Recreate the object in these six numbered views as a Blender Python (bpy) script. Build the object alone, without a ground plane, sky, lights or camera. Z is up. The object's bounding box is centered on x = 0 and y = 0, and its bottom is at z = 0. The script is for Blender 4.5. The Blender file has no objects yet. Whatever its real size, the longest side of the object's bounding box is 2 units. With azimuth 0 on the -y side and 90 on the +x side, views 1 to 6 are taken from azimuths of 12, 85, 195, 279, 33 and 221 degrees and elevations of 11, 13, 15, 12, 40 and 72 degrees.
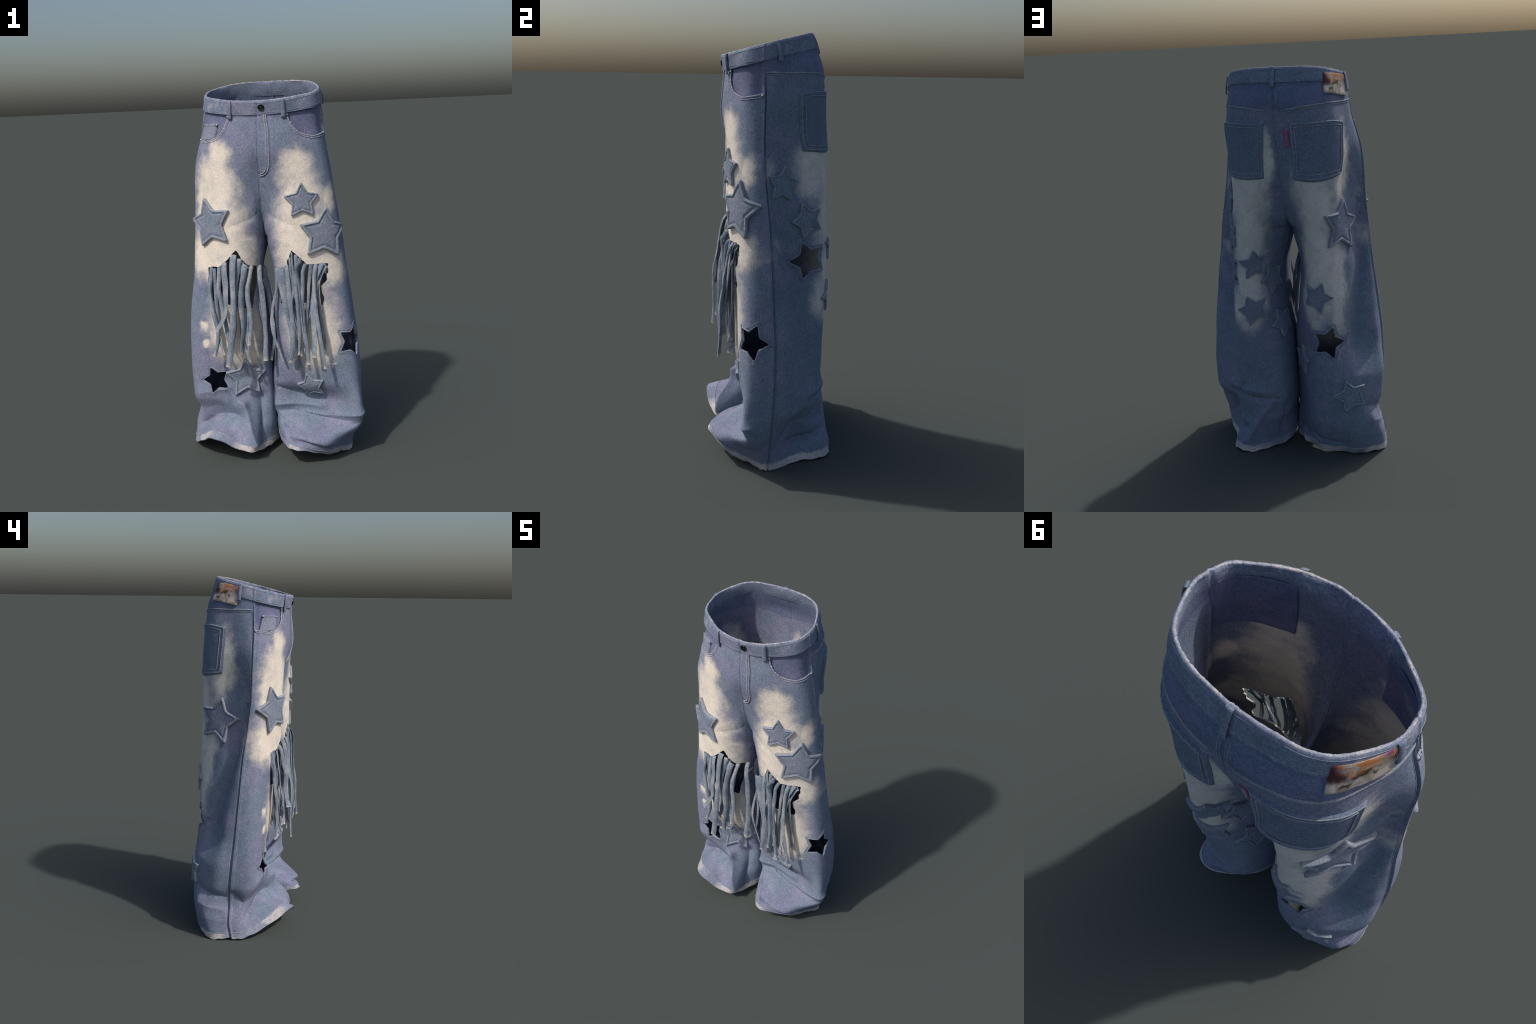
"""Wide-leg light-wash denim jeans with padded star patches, star cut-outs and
knee fringes.  Each trouser leg is a surface P(t, w): t runs 0..10 round the leg
(0/10 inseam or centre seam, 5 outer side seam), w is the height before the hem
and waist tilt.  Everything sewn on is laid out on that surface."""
import bpy, bmesh, math, random
import numpy as np
from mathutils import Vector

random.seed(7)
RNG = np.random.default_rng(7)
THICK = 0.006

# ------------------------------------------------------------------ sections
# level: eleven (outward x, y) control points, inner-front -> side seam -> inner-back
CX = -0.005
LEFT = {   # wearer's left leg, +x
 2.00: [(.004,-.226),(.050,-.224),(.132,-.202),(.212,-.152),(.266,-.106),(.284,-.043),(.282,.012),(.239,.104),(.185,.152),(.100,.178),(.004,.184)],
 1.92: [(.003,-.216),(.050,-.214),(.135,-.196),(.217,-.156),(.276,-.110),(.294,-.044),(.292,.020),(.250,.122),(.195,.178),(.100,.208),(.003,.215)],
 1.83: [(.002,-.220),(.060,-.222),(.142,-.206),(.226,-.162),(.286,-.114),(.304,-.043),(.300,.030),(.264,.142),(.204,.204),(.100,.238),(.002,.244)],
 1.74: [(.000,-.220),(.060,-.226),(.145,-.208),(.235,-.170),(.300,-.120),(.318,-.042),(.302,.036),(.270,.150),(.204,.218),(.100,.244),(.000,.244)],
 1.60: [(-.004,-.200),(.060,-.212),(.150,-.205),(.250,-.170),(.320,-.118),(.337,-.044),(.293,.045),(.259,.158),(.195,.230),(.100,.246),(-.004,.226)],
 1.45: [(-.009,-.176),(.060,-.188),(.160,-.203),(.264,-.170),(.338,-.116),(.354,-.044),(.295,.053),(.247,.183),(.176,.246),(.090,.250),(-.009,.206)],
 1.32: [(-.012,-.130),(.050,-.168),(.160,-.202),(.275,-.170),(.354,-.116),(.374,-.032),(.298,.063),(.239,.201),(.168,.252),(.090,.212),(-.012,.170)],
 1.25: [(-.012,-.085),(.042,-.155),(.160,-.200),(.282,-.170),(.366,-.114),(.382,-.026),(.308,.065),(.239,.205),(.168,.254),(.085,.192),(-.012,.125)],
 1.21: [(-.012,-.025),(.030,-.138),(.158,-.200),(.286,-.170),(.372,-.114),(.386,-.022),(.309,.066),(.240,.207),(.168,.256),(.083,.174),(-.012,.075)],
 1.19: [(-.012,.025),(.028,-.132),(.157,-.199),(.287,-.170),(.374,-.114),(.388,-.020),(.310,.067),(.240,.207),(.168,.256),(.084,.168),(-.012,.025)],
 1.00: [(.032,.030),(.044,-.118),(.150,-.192),(.288,-.172),(.393,-.112),(.408,-.008),(.316,.080),(.250,.215),(.168,.258),(.094,.158),(.032,.030)],
 0.80: [(.024,.035),(.038,-.108),(.140,-.166),(.288,-.164),(.416,-.114),(.432,.000),(.342,.096),(.256,.215),(.168,.256),(.080,.177),(.024,.035)],
 0.60: [(-.002,.040),(.034,-.100),(.140,-.158),(.302,-.162),(.440,-.112),(.452,.008),(.362,.108),(.262,.215),(.168,.254),(.045,.198),(-.002,.040)],
 0.42: [(-.012,.050),(.020,-.090),(.140,-.128),(.312,-.148),(.456,-.118),(.462,.006),(.382,.120),(.260,.212),(.165,.252),(.034,.212),(-.012,.050)],
 0.30: [(-.014,.050),(.016,-.065),(.130,-.068),(.300,-.090),(.470,-.132),(.462,.000),(.384,.124),(.268,.222),(.165,.258),(.024,.225),(-.014,.050)],
 0.20: [(-.008,.055),(.012,-.065),(.120,-.060),(.285,-.100),(.474,-.128),(.440,-.004),(.325,.100),(.250,.205),(.165,.258),(.024,.225),(-.008,.055)],
 0.15: [(.002,.053),(.030,-.090),(.120,-.155),(.285,-.222),(.450,-.125),(.429,-.007),(.310,.098),(.260,.222),(.168,.263),(.035,.215),(.002,.053)],
 0.10: [(-.004,.050),(.046,-.140),(.125,-.245),(.290,-.258),(.410,-.110),(.418,-.010),(.310,.108),(.270,.240),(.170,.268),(.045,.205),(-.004,.050)],
 0.00: [(.004,.035),(.062,-.175),(.143,-.292),(.300,-.195),(.375,-.085),(.412,-.014),(.335,.128),(.292,.276),(.180,.282),(.035,.170),(.004,.035)],
}
RIGHT = {  # wearer's right leg, mirrored to -x
 2.00: [(-.004,-.226),(.064,-.221),(.145,-.198),(.230,-.146),(.280,-.104),(.295,-.055),(.294,.016),(.244,.112),(.180,.162),(.090,.180),(-.004,.184)],
 1.92: [(-.003,-.216),(.064,-.212),(.150,-.192),(.240,-.152),(.293,-.106),(.307,-.056),(.304,.022),(.256,.130),(.192,.184),(.095,.208),(-.003,.215)],
 1.83: [(-.002,-.220),(.064,-.221),(.152,-.205),(.246,-.162),(.300,-.114),(.318,-.058),(.312,.032),(.268,.148),(.202,.210),(.098,.239),(-.002,.244)],
 1.74: [(.000,-.220),(.060,-.226),(.152,-.208),(.252,-.172),(.316,-.122),(.336,-.062),(.312,.040),(.278,.158),(.202,.222),(.100,.244),(.000,.244)],
 1.60: [(.004,-.200),(.060,-.212),(.156,-.205),(.264,-.172),(.345,-.122),(.366,-.064),(.318,.038),(.280,.168),(.196,.232),(.098,.246),(.004,.226)],
 1.45: [(.009,-.176),(.056,-.188),(.160,-.204),(.274,-.167),(.354,-.110),(.376,-.062),(.308,.035),(.266,.182),(.180,.246),(.090,.250),(.009,.206)],
 1.32: [(.012,-.130),(.050,-.168),(.160,-.203),(.282,-.165),(.362,-.108),(.383,-.058),(.316,.034),(.256,.192),(.170,.252),(.092,.212),(.012,.170)],
 1.25: [(.012,-.085),(.048,-.155),(.160,-.202),(.286,-.165),(.368,-.108),(.389,-.050),(.320,.038),(.252,.196),(.168,.254),(.087,.192),(.012,.125)],
 1.21: [(.012,-.025),(.042,-.138),(.158,-.200),(.286,-.165),(.372,-.108),(.392,-.046),(.322,.040),(.252,.198),(.168,.255),(.087,.174),(.012,.075)],
 1.19: [(.012,.025),(.040,-.132),(.157,-.199),(.287,-.165),(.373,-.108),(.394,-.044),(.324,.042),(.252,.198),(.168,.256),(.088,.168),(.012,.025)],
 1.00: [(.048,.030),(.054,-.118),(.150,-.192),(.290,-.167),(.387,-.108),(.414,-.020),(.358,.072),(.262,.214),(.168,.258),(.098,.163),(.048,.030)],
 0.80: [(.036,.035),(.040,-.108),(.140,-.162),(.290,-.153),(.418,-.102),(.440,-.006),(.374,.095),(.284,.224),(.168,.260),(.072,.162),(.036,.035)],
 0.60: [(.008,.040),(.022,-.094),(.130,-.138),(.300,-.141),(.432,-.094),(.459,.010),(.390,.115),(.296,.230),(.172,.264),(.066,.140),(.008,.040)],
 0.42: [(.014,.040),(.020,-.075),(.120,-.082),(.290,-.122),(.436,-.088),(.467,.030),(.445,.168),(.330,.262),(.175,.272),(.060,.125),(.014,.040)],
 0.30: [(.014,.040),(.020,-.055),(.140,-.108),(.290,-.130),(.436,-.082),(.459,.040),(.440,.185),(.342,.268),(.172,.268),(.056,.118),(.014,.040)],
 0.20: [(.010,.040),(.020,-.065),(.122,-.155),(.300,-.108),(.420,-.050),(.440,.046),(.452,.192),(.350,.268),(.172,.264),(.052,.110),(.010,.040)],
 0.10: [(.002,.040),(.022,-.095),(.112,-.215),(.310,-.135),(.440,-.045),(.472,.045),(.478,.170),(.365,.248),(.180,.238),(.045,.108),(.002,.040)],
 0.00: [(-.006,.040),(.018,-.100),(.104,-.255),(.300,-.290),(.450,-.090),(.480,.030),(.484,.145),(.372,.220),(.185,.212),(.035,.100),(-.006,.040)],
}
HEM_Z = {1: [.060,.090,.103,.045,.015,.000,.004,.012,.004,.020,.060],
        -1: [.025,.040,.058,.140,.025,.010,.004,.014,.008,.018,.025]}

def pchip_slopes(x, y):
    h = np.diff(x); shape = (-1,) + (1,) * (y.ndim - 1)
    d = np.diff(y, axis=0) / h.reshape(shape)
    m = np.zeros_like(y); m[0], m[-1] = d[0], d[-1]
    w1 = (2 * h[1:] + h[:-1]).reshape(shape); w2 = (h[1:] + 2 * h[:-1]).reshape(shape)
    same = d[:-1] * d[1:] > 0
    with np.errstate(divide='ignore', invalid='ignore'):
        hm = (w1 + w2) / (w1 / d[:-1] + w2 / d[1:])
    m[1:-1] = np.where(same, hm, 0.0)
    return m

class Leg:
    def __init__(self, side, table):
        self.s = side
        self.W = np.array(sorted(table)); self.C = np.array([table[w] for w in self.W], float)
        self.C[:, :, 0] *= side
        self.M = pchip_slopes(self.W, self.C)
        self.hem = np.array(HEM_Z[side])

    def ctrl(self, w):
        w = np.clip(w, 0, 2.0); i = np.clip(np.searchsorted(self.W, w, side='right') - 1, 0, len(self.W) - 2)
        h = self.W[i + 1] - self.W[i]; u = (w - self.W[i]) / h
        u = u[:, None, None]; h = h[:, None, None]
        return ((1 + 2*u) * (1-u)**2 * self.C[i] + u*(1-u)**2 * h * self.M[i]
                + u*u*(3-2*u) * self.C[i+1] + u*u*(u-1) * h * self.M[i+1])

    def base(self, t, w):
        t = np.clip(np.asarray(t, float), 0, 10); w = np.asarray(w, float)
        C = self.ctrl(w)
        k = np.clip((w - 1.19) / 0.12, 0, 1); k = (k*k*(3-2*k))[:, None]
        mirror0 = C[:, 1] * [-1, 1] + np.stack([2 * C[:, 0, 0], 0 * w], 1)
        mirror1 = C[:, 9] * [-1, 1] + np.stack([2 * C[:, 10, 0], 0 * w], 1)
        first = (1-k) * C[:, 9] + k * mirror0; last = (1-k) * C[:, 1] + k * mirror1
        E = np.concatenate([first[:, None], C, last[:, None]], 1)
        i = np.minimum(t.astype(int), 9); u = (t - i)[:, None]; r = np.arange(len(t))
        p0, p1, p2, p3 = E[r, i], E[r, i+1], E[r, i+2], E[r, i+3]
        xy = .5 * (2*p1 + (p2-p0)*u + (2*p0-5*p1+4*p2-p3)*u*u + (3*p1-p0-3*p2+p3)*u**3)
        hz = np.concatenate([[self.hem[9]], self.hem, [self.hem[1]]])
        u = u[:, 0]; a, b, c, d = hz[i], hz[i+1], hz[i+2], hz[i+3]
        hem = .5 * (2*b + (c-a)*u + (2*a-5*b+4*c-d)*u*u + (3*b-a-3*c+d)*u**3)
        hem = hem + .003*np.sin(t*5.3+self.s) + .0022*np.sin(t*13.1+2*self.s)
        z = w + np.maximum(hem, 0) * np.clip(1 - w / .45, 0, 1)**2
        kt = np.clip((w - 1.35) / .55, 0, 1); kt = kt*kt*(3-2*kt)
        z = z - kt * np.clip(.045 - .252 * (xy[:, 1]), 0, .2) * 1.0
        return np.concatenate([xy, z[:, None]], 1)

    def frame(self, t, w, f=None):
        f = f or self.base
        t = np.asarray(t, float); w = np.asarray(w, float); e = 1e-3
        t0, t1 = np.clip(t-e*4, 0, 10), np.clip(t+e*4, 0, 10); w0, w1 = np.clip(w-e, 0, 2), np.clip(w+e, 0, 2)
        dt = (f(t1, w) - f(t0, w)) / (t1-t0)[:, None]; dw = (f(t, w1) - f(t, w0)) / (w1-w0)[:, None]
        n = np.cross(dt, dw) * self.s
        n /= np.linalg.norm(n, axis=1)[:, None] + 1e-12
        return dt, dw, n

    def point(self, t, w, off=0.0, folds=True):
        """surface with folds, seams and an offset along the outward normal"""
        t = np.asarray(t, float); w = np.asarray(w, float)
        P = self.base(t, w); n = self.frame(t, w)[2]
        d = relief(self.s, t, w, P) if folds else 0.0
        return P + n * (np.asarray(d + off) * np.ones(len(t)))[:, None]

    def normal(self, t, w): return self.frame(t, w)[2]

    def grid(self):
        if not hasattr(self, '_g'):
            T, Wg = np.meshgrid(np.linspace(0, 10, 401), np.linspace(0, 2, 401)); T, Wg = T.ravel(), Wg.ravel()
            self._g = (T, Wg, self.base(T, Wg))
        return self._g

    def find(self, p, tmin=0, tmax=10):
        T, Wg, P = self.grid(); d = ((P - np.asarray(p))**2).sum(1) + 9 * ((T < tmin) | (T > tmax))
        i = d.argmin(); return T[i], Wg[i]

    def find_front(self, x, z, back=False):
        """point of the front (or back) of the leg that projects on (x, z)"""
        T, Wg, P = self.grid()
        d = (P[:, 0] - x)**2 + (P[:, 2] - z)**2 + 9 * ((T > 5) if not back else (T < 5))
        i = d.argmin(); return T[i], Wg[i]

    def roll(self, t0, w0, ab, steps=14):
        """lay flat points ab (metres right, up as seen from outside) on the surface"""
        ab = np.asarray(ab, float); n = len(ab)
        t = np.full(n, float(t0)); w = np.full(n, float(w0)); out = []
        for k in range(steps):
            dt, dw, nn = self.frame(t, w)
            V = np.array([0, 0, 1.0]) - nn * nn[:, 2:3]; V /= np.linalg.norm(V, axis=1)[:, None]
            U = np.cross(V, nn)
            a11, a12 = (dt*U).sum(1), (dw*U).sum(1); a21, a22 = (dt*V).sum(1), (dw*V).sum(1)
            det = a11*a22 - a12*a21; da, db = ab[:, 0]/steps, ab[:, 1]/steps
            t = np.clip(t + (da*a22 - db*a12)/det, 0, 10); w = np.clip(w + (a11*db - a21*da)/det, 0, 2)
        return t, w

# ------------------------------------------------------------------ relief
WAVES = [(RNG.normal(size=3) * f * np.array([1, 1, .6]), RNG.uniform(0, 6.28), a) for f, a in
         [(7, .0022), (9, .0020), (14, .0012), (19, .0009), (26, .0006), (38, .0004)]]
# folds: side, (t0,w0) -> (t1,w1), half width (m), height (m, negative = valley)
FOLDS = [
 (-1, (2.75,.36), (2.15,.25), .020, .018), (-1, (2.15,.26), (1.85,.04), .022, .040), (-1, (2.75,.36), (3.7,.32), .03, .010),
 (-1, (2.45,.19), (3.7,.11), .028, -.036), (-1, (1.45,.30), (1.25,.05), .030, -.030), (-1, (2.2,.42), (1.2,.36), .02, -.010),
 (-1, (4.2,.20), (4.9,.27), .02, -.012), (-1, (5.15,.24), (6.3,.28), .02, -.014), (-1, (5.2,.16), (6.2,.20), .03, .010),
 ( 1, (1.1,.36), (2.6,.31), .018, -.014), ( 1, (1.0,.24), (2.8,.26), .03, .014), ( 1, (2.0,.085), (3.4,.05), .014, -.026),
 ( 1, (2.2,.19), (4.3,.25), .022, .014), ( 1, (2.3,.14), (4.0,.19), .02, -.010), ( 1, (1.0,.17), (1.9,.13), .03, -.014),
 ( 1, (5.3,.10), (7.2,.36), .022, -.014), ( 1, (6.6,.31), (8.7,.30), .014, -.016), ( 1, (6.6,.34), (8.6,.34), .03, .012),
 ( 1, (5.9,.10), (7.3,.12), .020, -.030), ( 1, (8.6,.29), (7.5,.05), .026, .020), ( 1, (9.1,.24), (8.9,.05), .035, -.018), ( 1, (7.0,.22), (6.8,.16), .03, .012),
 (-1, (9.2,.08), (7.6,.06), .014, -.014), (-1, (8.9,.05), (8.7,.0), .02, .016), (-1, (6.2,.22), (7.0,.02), .03, .008),
 ( 1, (.6,1.33), (2.0,1.27), .02, -.004), (-1, (.6,1.33), (2.0,1.27), .02, -.004), ( 1, (9.4,1.36), (8.2,1.30), .02, -.004), (-1, (9.4,1.36), (8.2,1.30), .02, -.004),
]
def relief(side, t, w, P):
    d = np.zeros(len(t))
    for k, ph, a in WAVES: d += a * np.sin(P @ k + ph)
    for s, p, q, hw, h in FOLDS:
        if s != side: continue
        a = np.array([p[0]*.13, p[1]]); b = np.array([q[0]*.13, q[1]]); X = np.stack([t*.13, w], 1)
        u = np.clip(((X-a) @ (b-a)) / ((b-a) @ (b-a)), 0, 1)
        r = np.linalg.norm(X - a - u[:, None]*(b-a), axis=1)
        d += h * np.exp(-(r/hw)**1.2)
    edge = np.clip(np.minimum(t, 10-t) / .5, 0, 1); d *= edge*edge*(3-2*edge)
    d -= .012 * np.exp(-((t-5)/.042)**2) * np.clip((1.9-w)/.1, 0, 1)          # outer side seam
    # hollow that runs from behind the side seam at the thigh down towards the calf
    if side < 0: centre, deep_, lo_, hi_ = np.interp(w, [.5, .75, 1.0, 1.3], [6.5, 6.2, 5.75, 5.4]), .034, .45, 1.5
    else: centre, deep_, lo_, hi_ = np.interp(w, [.4, .8, 1.3], [6.5, 6.3, 5.35]), .024, .35, 1.5
    band = np.clip((w-lo_)/.2, 0, 1) * np.clip((hi_-w)/.3, 0, 1)
    d -= deep_ * np.exp(-((t-centre)/.33)**2) * band
    d += .016 * np.exp(-((t-5.5)/.35)**2) * np.clip((w-.15)/.15, 0, 1) * np.clip((.85-w)/.2, 0, 1)
    d += .0035 * np.exp(-((t-4.88)/.08)**2)
    m = np.minimum(t, 10-t); d -= .0035 * np.exp(-((m-.05)/.035)**2) * np.clip(m/.04, 0, 1)   # inner / centre seams
    return d

LEGS = {1: Leg(1, LEFT), -1: Leg(-1, RIGHT)}

# ------------------------------------------------------------------ node helpers
class Net:
    def __init__(self, name):
        self.m = bpy.data.materials.new(name); self.m.use_nodes = True
        self.t = self.m.node_tree; self.t.nodes.clear()
        self.out = self.t.nodes.new('ShaderNodeOutputMaterial'); self.b = self.t.nodes.new('ShaderNodeBsdfPrincipled')
        self.t.links.new(self.b.outputs[0], self.out.inputs[0]); self.co = self.t.nodes.new('ShaderNodeTexCoord')
    def put(self, sock, v):
        if isinstance(v, bpy.types.NodeSocket): self.t.links.new(v, sock)
        elif v is not None: sock.default_value = v
    def math(self, op, a, b=None, c=None, clamp=False):
        n = self.t.nodes.new('ShaderNodeMath'); n.operation = op; n.use_clamp = clamp
        for i, v in enumerate((a, b, c)):
            if v is not None: self.put(n.inputs[i], v)
        return n.outputs[0]
    def vec(self, op, a, b=None, value=False):
        n = self.t.nodes.new('ShaderNodeVectorMath'); n.operation = op; self.put(n.inputs[0], a)
        if b is not None: self.put(n.inputs[1], b)
        return n.outputs['Value' if value else 'Vector']
    def noise(self, vec, scale, detail=3, rough=.55, color=False, dist=0):
        n = self.t.nodes.new('ShaderNodeTexNoise'); self.put(n.inputs['Vector'], vec)
        n.inputs['Scale'].default_value = scale; n.inputs['Detail'].default_value = detail
        n.inputs['Roughness'].default_value = rough; n.inputs['Distortion'].default_value = dist
        return n.outputs['Color' if color else 'Fac']
    def ramp(self, x, lo, hi, a=0., b=1.):
        n = self.t.nodes.new('ShaderNodeMapRange'); n.interpolation_type = 'SMOOTHSTEP'
        for i, v in enumerate((x, lo, hi, a, b)): self.put(n.inputs[i], v)
        return n.outputs[0]
    def mix(self, f, a, b, blend='MIX'):
        n = self.t.nodes.new('ShaderNodeMix'); n.data_type = 'RGBA'; n.blend_type = blend
        self.put(n.inputs[0], f)
        for i, v in ((6, a), (7, b)): self.put(n.inputs[i], v if isinstance(v, bpy.types.NodeSocket) else (*v, 1))
        return n.outputs[2]
    def sep(self, v):
        n = self.t.nodes.new('ShaderNodeSeparateXYZ'); self.put(n.inputs[0], v); return n.outputs
    def bump(self, h, strength=.3, dist=.002):
        n = self.t.nodes.new('ShaderNodeBump'); n.inputs['Strength'].default_value = strength; n.inputs['Distance'].default_value = dist
        self.put(n.inputs['Height'], h); self.t.links.new(n.outputs[0], self.b.inputs['Normal'])
    def finish(self, col, rough=.9, metal=0., spec=.15, sheen=0.):
        self.put(self.b.inputs['Base Color'], col); self.put(self.b.inputs['Roughness'], rough)
        self.b.inputs['Metallic'].default_value = metal; self.b.inputs['Specular IOR Level'].default_value = spec
        return self.m

BLUE = (.195, .240, .322); LAV = (.232, .242, .345); DEEP = (.125, .160, .255); CREAM = (.86, .77, .66)
# bleached clouds: centre, radii
BLEACH = [
 ((-.215,-.21,1.65),(.060,.12,.060)), ((-.245,-.19,1.45),(.115,.14,.190)), ((-.23,-.19,1.25),(.135,.14,.19)),
 ((-.345,-.13,1.11),(.085,.10,.105)), ((-.22,-.18,1.10),(.19,.12,.12)), ((-.33,-.14,1.38),(.04,.07,.09)),
 ((.185,-.20,1.58),(.075,.12,.080)), ((.20,-.19,1.42),(.105,.13,.14)), ((.19,-.19,1.24),(.125,.13,.19)),
 ((.22,-.17,1.10),(.135,.12,.11)), ((.335,-.10,1.04),(.065,.10,.085)), ((.325,-.10,1.40),(.035,.08,.07)),
 ((-.18,-.14,.70),(.135,.12,.185)), ((-.17,-.10,.56),(.11,.12,.07)), ((-.345,-.13,.72),(.028,.08,.03)), ((-.35,-.13,.62),(.022,.08,.025)),
 ((.24,-.16,.74),(.125,.10,.20)), ((.28,-.15,.66),(.09,.10,.11)),
 ((-.185,.25,1.36),(.105,.13,.19)), ((-.17,.26,1.10),(.115,.11,.22)), ((-.18,.26,.90),(.10,.11,.16)), ((-.275,.22,.95),(.035,.10,.33)),
 ((-.285,.12,1.53),(.045,.09,.18)),
 ((.155,.25,1.38),(.095,.12,.17)), ((.15,.26,1.15),(.10,.10,.20)), ((.17,.25,.90),(.075,.09,.19)), ((.055,.25,1.58),(.035,.08,.12)),
 ((.25,.20,1.40),(.06,.11,.14)), ((.24,.23,.80),(.05,.06,.10)),
]
def denim(name, base=BLUE, second=LAV, bleached=True, wear=None, contrast=1.0, deep=.35):
    n = Net(name); P = n.co.outputs['Object']
    big = n.noise(P, 5.5, 3, .6); mid = n.noise(P, 22, 4, .65); fine = n.noise(P, 125, 4, .78)
    weave = n.noise(n.vec('MULTIPLY', P, (1.0, 1.0, .45)), 330, 2, .6)
    col = n.mix(n.ramp(big, .42, .62), base, second)
    col = n.mix(n.ramp(n.noise(P, 3.1, 2), .52, .72, 0, deep), col, DEEP)
    if bleached:
        warp = n.vec('ADD', P, n.vec('MULTIPLY', n.vec('SUBTRACT', n.noise(P, 11, 4, .6, color=True), (.5, .5, .5)), (.07, .05, .08)))
        field = None
        for c, r in BLEACH:
            ln = n.vec('LENGTH', n.vec('DIVIDE', n.vec('SUBTRACT', warp, c), r), value=True)
            v = n.math('SUBTRACT', 1.0, ln)
            if field is None: field = v
            else:
                s = n.t.nodes.new('ShaderNodeMath'); s.operation = 'SMOOTH_MAX'
                n.put(s.inputs[0], field); n.put(s.inputs[1], v); s.inputs[2].default_value = .35; field = s.outputs[0]
        m = n.ramp(n.math('ADD', field, n.math('MULTIPLY', n.math('SUBTRACT', n.noise(P, 13, 5, .62), .5), 1.1)), -.52, .50)
        back = n.ramp(n.sep(P)[1], -.05, .12)
        pale = n.mix(back, CREAM, (.76, .72, .66))
        dirt = n.mix(n.ramp(n.noise(P, 15, 4, .7), .42, .75, 0, .42), pale, (.44, .44, .50))
        col = n.mix(n.math('MULTIPLY', m, .97), col, dirt)
    if wear is not None:
        col = n.mix(n.ramp(n.noise(P, 14, 4, .7), *wear), col, (.62, .57, .55))
    g = n.math('ADD', n.math('MULTIPLY', fine, 1.6 * contrast), n.math('ADD', n.math('MULTIPLY', weave, 1.0 * contrast), 1 - 1.30 * contrast))
    g = n.math('ADD', g, n.math('MULTIPLY', n.math('SUBTRACT', mid, .5), .45))
    if bleached: g = n.math('ADD', n.math('MULTIPLY', n.math('SUBTRACT', g, 1.0), n.math('SUBTRACT', 1.0, n.math('MULTIPLY', m, .55))), 1.0)
    comb = n.t.nodes.new('ShaderNodeCombineXYZ')
    for i in range(3): n.put(comb.inputs[i], g)
    col = n.mix(1.0, col, comb.outputs[0], 'MULTIPLY')
    n.bump(n.math('ADD', fine, n.math('MULTIPLY', weave, .6)), .55, .003)
    return n.finish(col, .92)

MAT = {}
MAT['denim'] = denim('washed_denim')
MAT['yoke'] = denim('yoke_denim', base=(.155, .195, .300), second=(.180, .195, .310), bleached=False, deep=.5)
MAT['band'] = denim('waistband_denim', bleached=False, wear=(.52, .80, 0, .42))
MAT['band_edge'] = denim('waistband_edge', base=(.34, .36, .43), second=(.27, .30, .38), bleached=False, wear=(.42, .70, 0, .75))
MAT['patch'] = denim('star_denim', base=(.212, .255, .325), second=(.240, .262, .338), bleached=False, wear=(.60, .8, 0, .30))
MAT['trim'] = denim('star_raw_edge', base=(.268, .305, .358), second=(.305, .322, .375), bleached=False, wear=(.50, .80, 0, .40), deep=.2)
MAT['pocket'] = denim('pocket_denim', base=(.165, .210, .295), second=(.180, .210, .300), bleached=False, deep=.2)
MAT['bag'] = denim('pocket_bag_denim', base=(.145, .165, .275), second=(.190, .190, .295), bleached=False)
MAT['hem'] = denim('frayed_hem', base=(.60, .55, .54), second=(.26, .29, .37), bleached=False, deep=.25)
def fringe_mat():
    n = Net('fringe_denim'); P = n.co.outputs['Object']; gz = n.sep(n.co.outputs['Generated'])[2]
    col = n.mix(n.ramp(n.noise(P, 9, 3), .4, .65), (.215, .265, .325), (.370, .395, .435))
    col = n.mix(n.ramp(n.noise(n.vec('MULTIPLY', P, (1, 1, .2)), 60, 3), .5, .75, 0, .5), col, (.13, .165, .22))
    oi = n.t.nodes.new('ShaderNodeObjectInfo'); col = n.mix(n.math('MULTIPLY', oi.outputs['Random'], .38), col, (.135, .170, .225))
    tip = n.ramp(n.math('ADD', gz, n.math('MULTIPLY', n.math('SUBTRACT', n.noise(P, 60, 2), .5), .05)), .0, .045, 1, 0)
    col = n.mix(n.math('MULTIPLY', tip, .65), col, (.66, .60, .53))
    gr = n.math('ADD', n.math('MULTIPLY', n.noise(P, 110, 4, .75), 1.4), n.math('ADD', n.math('MULTIPLY', n.noise(n.vec('MULTIPLY', P, (1, 1, .12)), 180, 3, .7), 1.0), -.22))
    cb = n.t.nodes.new('ShaderNodeCombineXYZ')
    for i in range(3): n.put(cb.inputs[i], gr)
    col = n.mix(1.0, col, cb.outputs[0], 'MULTIPLY')
    n.bump(n.math('ADD', n.noise(P, 150, 3), n.noise(n.vec('MULTIPLY', P, (1, 1, .12)), 120, 3)), .6, .004)
    return n.finish(col, .92)
MAT['fringe'] = fringe_mat()
def thread(name, c, d):
    n = Net(name); P = n.co.outputs['Object']
    return n.finish(n.mix(n.ramp(n.noise(P, 55, 3, .7), .40, .66), c, d), .85)
MAT['stitch'] = thread('stitch_thread', (.32, .35, .43), (.19, .23, .32))
MAT['seam'] = thread('tonal_thread', (.27, .31, .39), (.15, .19, .27))
MAT['pale_stitch'] = thread('pale_thread', (.44, .43, .46), (.24, .27, .35))
MAT['letter'] = thread('embroidery_thread', (.56, .53, .56), (.42, .42, .50))
MAT['dark'] = thread('seam_gap', (.02, .025, .045), (.035, .045, .075))
def metal(name, c, r):
    n = Net(name); P = n.co.outputs['Object']
    return n.finish(n.mix(n.noise(P, 90, 3), c, tuple(x*.6 for x in c)), r, .9, .5)
MAT['button'] = metal('dark_metal', (.055, .075, .070), .32)
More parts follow.
